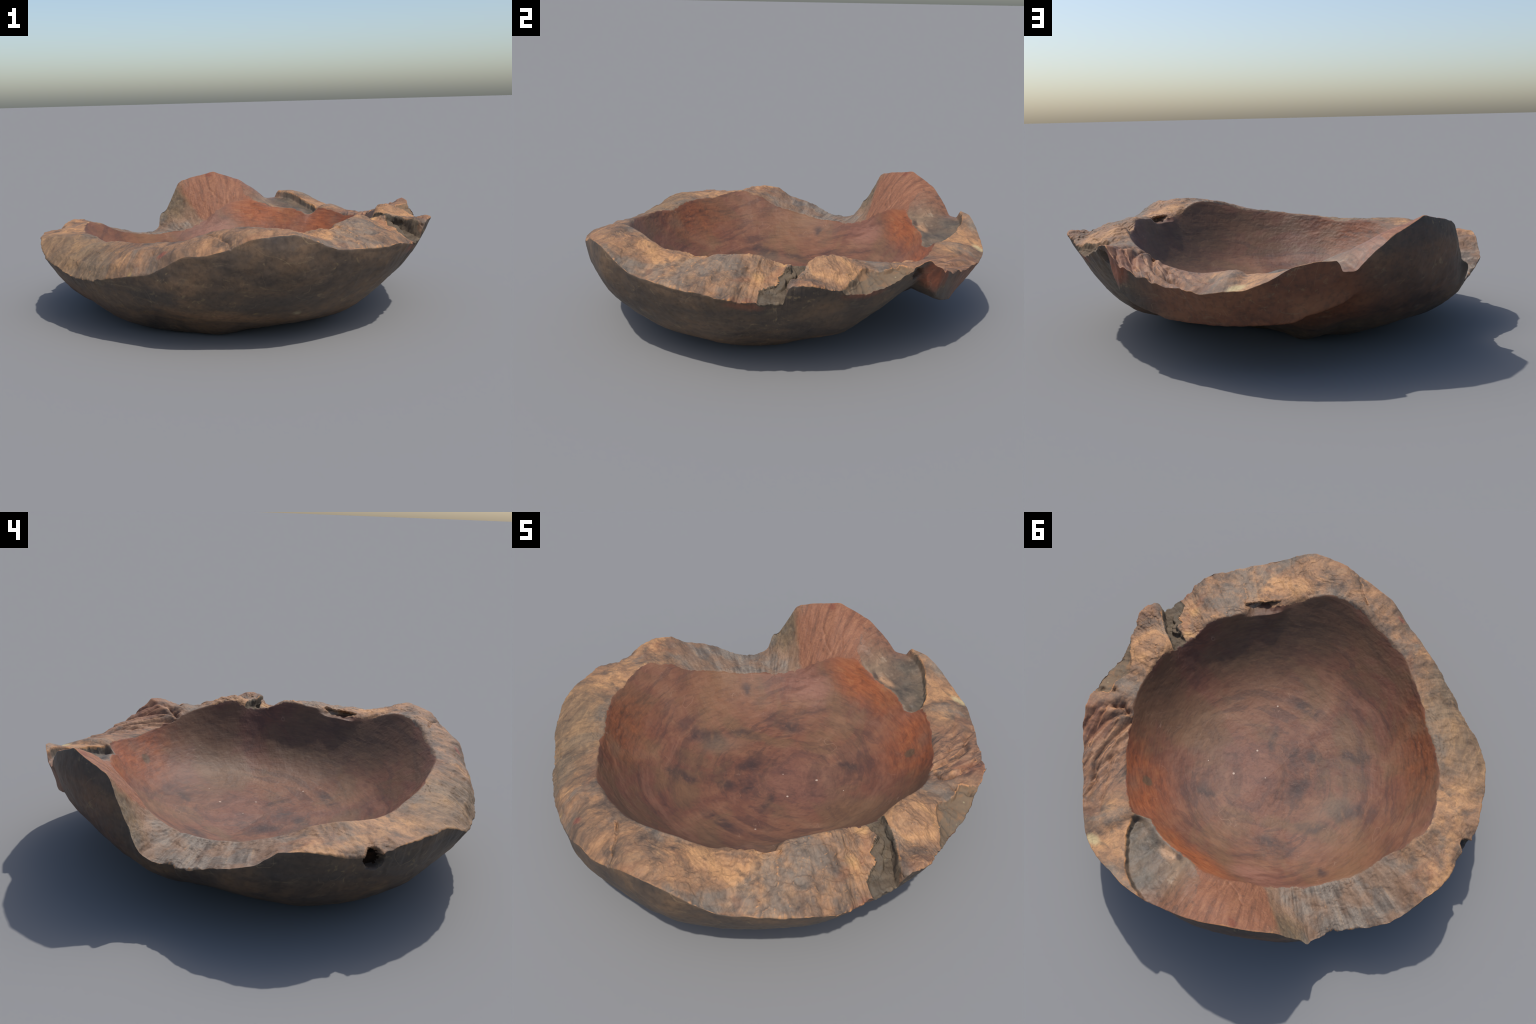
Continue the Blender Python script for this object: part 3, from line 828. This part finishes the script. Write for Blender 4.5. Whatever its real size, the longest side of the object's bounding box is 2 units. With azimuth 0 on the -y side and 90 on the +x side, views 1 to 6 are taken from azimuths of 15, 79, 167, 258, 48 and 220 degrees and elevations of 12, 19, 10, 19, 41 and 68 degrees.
def filler_material():
    m = Nodes('grey_filler')
    col = m.ramp(m.noise(9, 6, 0.6, distort=0.4), [(0.3, lin(76, 64, 52, K)), (0.5, lin(104, 90, 74, K)), (0.68, lin(132, 114, 92, K))])
    side = m.spot((0.88, 0.25, 0.44), (0.16, 0.24, 0.2), vec=m.warped(0.06, 9), soft=0.5)
    col = m.mix(m.mul(side, 0.50), col, lin(138, 114, 90, K))
    col = m.mix(m.mul(m.mul(side, m.step(m.noise(10, 6, 0.66, shift=31, distort=1.0), 0.47, 0.58)), 0.6), col, lin(150, 112, 80, K))
    col = m.mix(m.mul(m.step(m.noise(14, 6, 0.7, shift=23, distort=0.8), 0.50, 0.62), 0.6), col, lin(104, 96, 84, K))
    specks = m.step(m.noise(46, 2, 0.5, shift=3), 0.68, 0.78)
    col = m.mix(m.mul(specks, 0.7), col, lin(172, 158, 122, K))
    tan = m.step(m.noise(7, 4, shift=8), 0.56, 0.68)
    col = m.mix(m.mul(tan, 0.45), col, lin(140, 112, 84, K))
    return m.finish(col, rough=0.8, bump=m.noise(60, 5, 0.6), strength=0.4, distance=0.004, spec=0.2)


def patch_material():
    m = Nodes('smoothed_patch')
    w = m.warped(0.08, 8.0)
    grey = m.ramp(m.noise(8, 6, 0.6, distort=0.5), [(0.3, lin(78, 68, 58, K)), (0.48, lin(100, 88, 73, K)), (0.64, lin(126, 106, 86, K))])
    brown = m.ramp(m.noise(7, 6, 0.6, shift=4, distort=0.5), [(0.3, lin(88, 72, 58, K)), (0.48, lin(118, 96, 76, K)), (0.62, lin(136, 112, 88, K)), (0.75, lin(166, 134, 104, K))])
    slate = m.math('MAXIMUM', m.spot((0.19, 0.79, 0.40), (0.13, 0.17, 0.2), vec=w, soft=0.5, rot=35), m.spot((0.04, 0.90, 0.43), (0.10, 0.08, 0.2), vec=w, soft=0.6))
    col = m.mix(slate, brown, grey)
    light = m.spot((0.045, 0.745, 0.41), (0.07, 0.035, 0.1), vec=w, soft=0.7, rot=10)
    col = m.mix(m.mul(light, 0.8), col, lin(196, 152, 112, K))
    sp2 = m.spot((-0.06, 0.83, 0.45), (0.05, 0.04, 0.1), vec=w, soft=0.8)
    col = m.mix(m.mul(m.mul(sp2, m.step(m.noise(22, 3), 0.45, 0.6)), 0.7), col, lin(188, 168, 140, K))
    dark = m.spot((-0.005, 0.722, 0.40), (0.035, 0.022, 0.1), vec=m.warped(0.03, 18), soft=0.7)
    col = m.mix(m.mul(dark, 0.7), col, lin(72, 58, 52, K))
    warm = m.halfplane((-0.92, 0.38, 0.0), 0.40, 0.10, vec=w)
    col = m.mix(m.mul(warm, 0.9), col, m.ramp(m.noise(1.0, 7, 0.68, vec=m.radial(40, 6, 3), distort=1.0, shift=5), [(0.28, lin(100, 70, 54, K)), (0.5, lin(142, 94, 68, K)), (0.74, lin(166, 120, 92, K))]))
    grit = m.noise(30, 6, 0.7, distort=0.8)
    col = m.mix(m.mul(m.step(grit, 0.52, 0.34), 0.5), col, lin(72, 62, 54, K))
    col = m.mix(m.mul(m.step(grit, 0.56, 0.74), 0.35), col, lin(170, 148, 120, K))
    return m.finish(col, rough=0.55, bump=m.noise(50, 5, 0.6), strength=0.4, distance=0.005, spec=0.45)


def hole_material():
    m = Nodes('dark_hole_wood')
    col = m.ramp(m.noise(20, 5, 0.6), [(0.35, lin(34, 25, 19, 0.8)), (0.65, lin(84, 58, 40, 0.8))])
    return m.finish(col, rough=0.9, bump=m.noise(50, 4), strength=0.5, distance=0.006, spec=0.1)


# ================================================================ assembly
def make_part(name, verts, normals, quads, tris, material, parent):
    used, inv = np.unique(np.concatenate([quads.reshape(-1), tris.reshape(-1)]), return_inverse=True)
    nq, nt = len(quads), len(tris)
    me = bpy.data.meshes.new(name)
    me.vertices.add(len(used))
    me.vertices.foreach_set('co', verts[used].astype(np.float32).ravel())
    me.loops.add(len(inv))
    me.loops.foreach_set('vertex_index', inv.astype(np.int32))
    me.polygons.add(nq + nt)
    starts = np.concatenate([np.arange(nq) * 4, nq * 4 + np.arange(nt) * 3]).astype(np.int32)
    me.polygons.foreach_set('loop_start', starts)
    me.update(calc_edges=True)
    me.polygons.foreach_set('use_smooth', np.ones(nq + nt, bool))
    me.normals_split_custom_set_from_vertices(normals[used].tolist())
    me.materials.append(material)
    ob = bpy.data.objects.new(name, me)
    bpy.context.scene.collection.objects.link(ob)
    ob.parent = parent
    return ob


def main():
    g = build_body()
    g = round_edges(g, 3, N_BASIN - 6, N_BASIN + N_RIM + 8)
    g = soften_inner(g)
    g, hole = cut_features(g)
    g = add_relief(g)
    g[:, :, 2] -= g[:, :, 2].min()

    nrow, ncol = g.shape[:2]
    normals = grid_normals(g).reshape(-1, 3)
    verts = g.reshape(-1, 3)
    centre_top = g[0].mean(0)
    centre_low = g[-1].mean(0)
    verts = np.vstack([verts, centre_top, centre_low])
    normals = np.vstack([normals, [0, 0, 1], [0, 0, -1]])

    a = np.arange(nrow - 1)[:, None] * ncol + np.arange(ncol)[None]
    b = np.arange(nrow - 1)[:, None] * ncol + (np.arange(ncol)[None] + 1) % ncol
    quads = np.stack([a, b, b + ncol, a + ncol], axis=-1)
    # orient outward
    c0 = np.cross(verts[quads[5, 0, 1]] - verts[quads[5, 0, 0]], verts[quads[5, 0, 3]] - verts[quads[5, 0, 0]])
    if c0[2] < 0:
        quads = quads[:, :, ::-1]
    row = np.repeat(np.arange(nrow - 1)[:, None], ncol, 1)
    cen = verts[quads].mean(2)
    cx, cy = cen[:, :, 0].ravel(), cen[:, :, 1].ravel()
    jit = np.column_stack([cx * 30, cy * 30, cen[:, :, 2].ravel() * 15])
    jx, jy = 0.005 * fbm(jit, 2), 0.005 * fbm(jit + 31, 2)

    kind = np.zeros(row.shape, int)                      # 0 basin
    colphase = np.arange(ncol) * 2 * math.pi / ncol
    wave = fbm(np.column_stack([np.cos(colphase) * 14, np.sin(colphase) * 14, np.zeros(ncol)]), 4, 0.6)
    kind[row >= N_BASIN + np.round(5.0 * wave)[None, :].astype(int)] = 1    # 1 rim
    kind[row >= N_BASIN + N_RIM] = 2                     # 2 hull
    k = kind.ravel()
    rr = row.ravel()
    on_rim = k == 1
    near_top = on_rim | ((rr >= N_BASIN + N_RIM) & (rr < N_BASIN + N_RIM + 3))
    az = np.degrees(np.arctan2(cx, -cy)) % 360
    lip = on_rim & (az > 184) & (signed_inside(cx + jx, cy + jy, [(-0.05, 0.4), (-0.376, 0.571), (-0.46, 0.613), (-0.538, 0.649), (-0.66, 0.70), (-0.62, 1.1), (0.0, 1.1)]) > 0)
    k[lip] = 3
    k[on_rim & (signed_inside(cx + jx, cy + jy, PATCH) > 0)] = 4
    k[near_top & (signed_inside(cx + 0.35 * jx, cy + 0.35 * jy, SPLIT) > 0)] = 5
    k[on_rim & (signed_inside(cx + jx, cy + jy, SIDE_FILL) > 0)] = 5
    hv = hole.ravel()
    k[hv[quads.reshape(-1, 4)].min(1) > 0] = 6

    bowl = bpy.data.objects.new('wooden_bowl', None)
    bowl.empty_display_size = 0.3
    bpy.context.scene.collection.objects.link(bowl)
    bowl['label'] = 'rustic free-form wooden bowl carved from a root burl, with a broad weathered rim'
    bowl['category'] = 'wooden bowl'

    rim_mat = rim_material()
    parts = [('basin', 0, basin_material()), ('rim', 1, rim_mat), ('hull', 2, hull_material()), ('raised_lip', 3, rim_mat),
             ('smoothed_patch', 4, patch_material()), ('filler', 5, filler_material()), ('dark_hole', 6, hole_material())]
    qf = quads.reshape(-1, 4)
    fan = np.arange(ncol)
    nxt = (fan + 1) % ncol
    flip = c0[2] < 0
    top_fan = np.column_stack([fan, np.full(ncol, len(verts) - 2), nxt])
    base = (nrow - 1) * ncol
    low_fan = np.column_stack([base + fan, base + nxt, np.full(ncol, len(verts) - 1)])
    if flip:
        top_fan, low_fan = top_fan[:, ::-1], low_fan[:, ::-1]
    none = np.zeros((0, 3), int)
    for name, code, mat in parts:
        tris = top_fan if code == 0 else low_fan if code == 2 else none
        make_part(name, verts, normals, qf[k == code], tris, mat, bowl)


main()
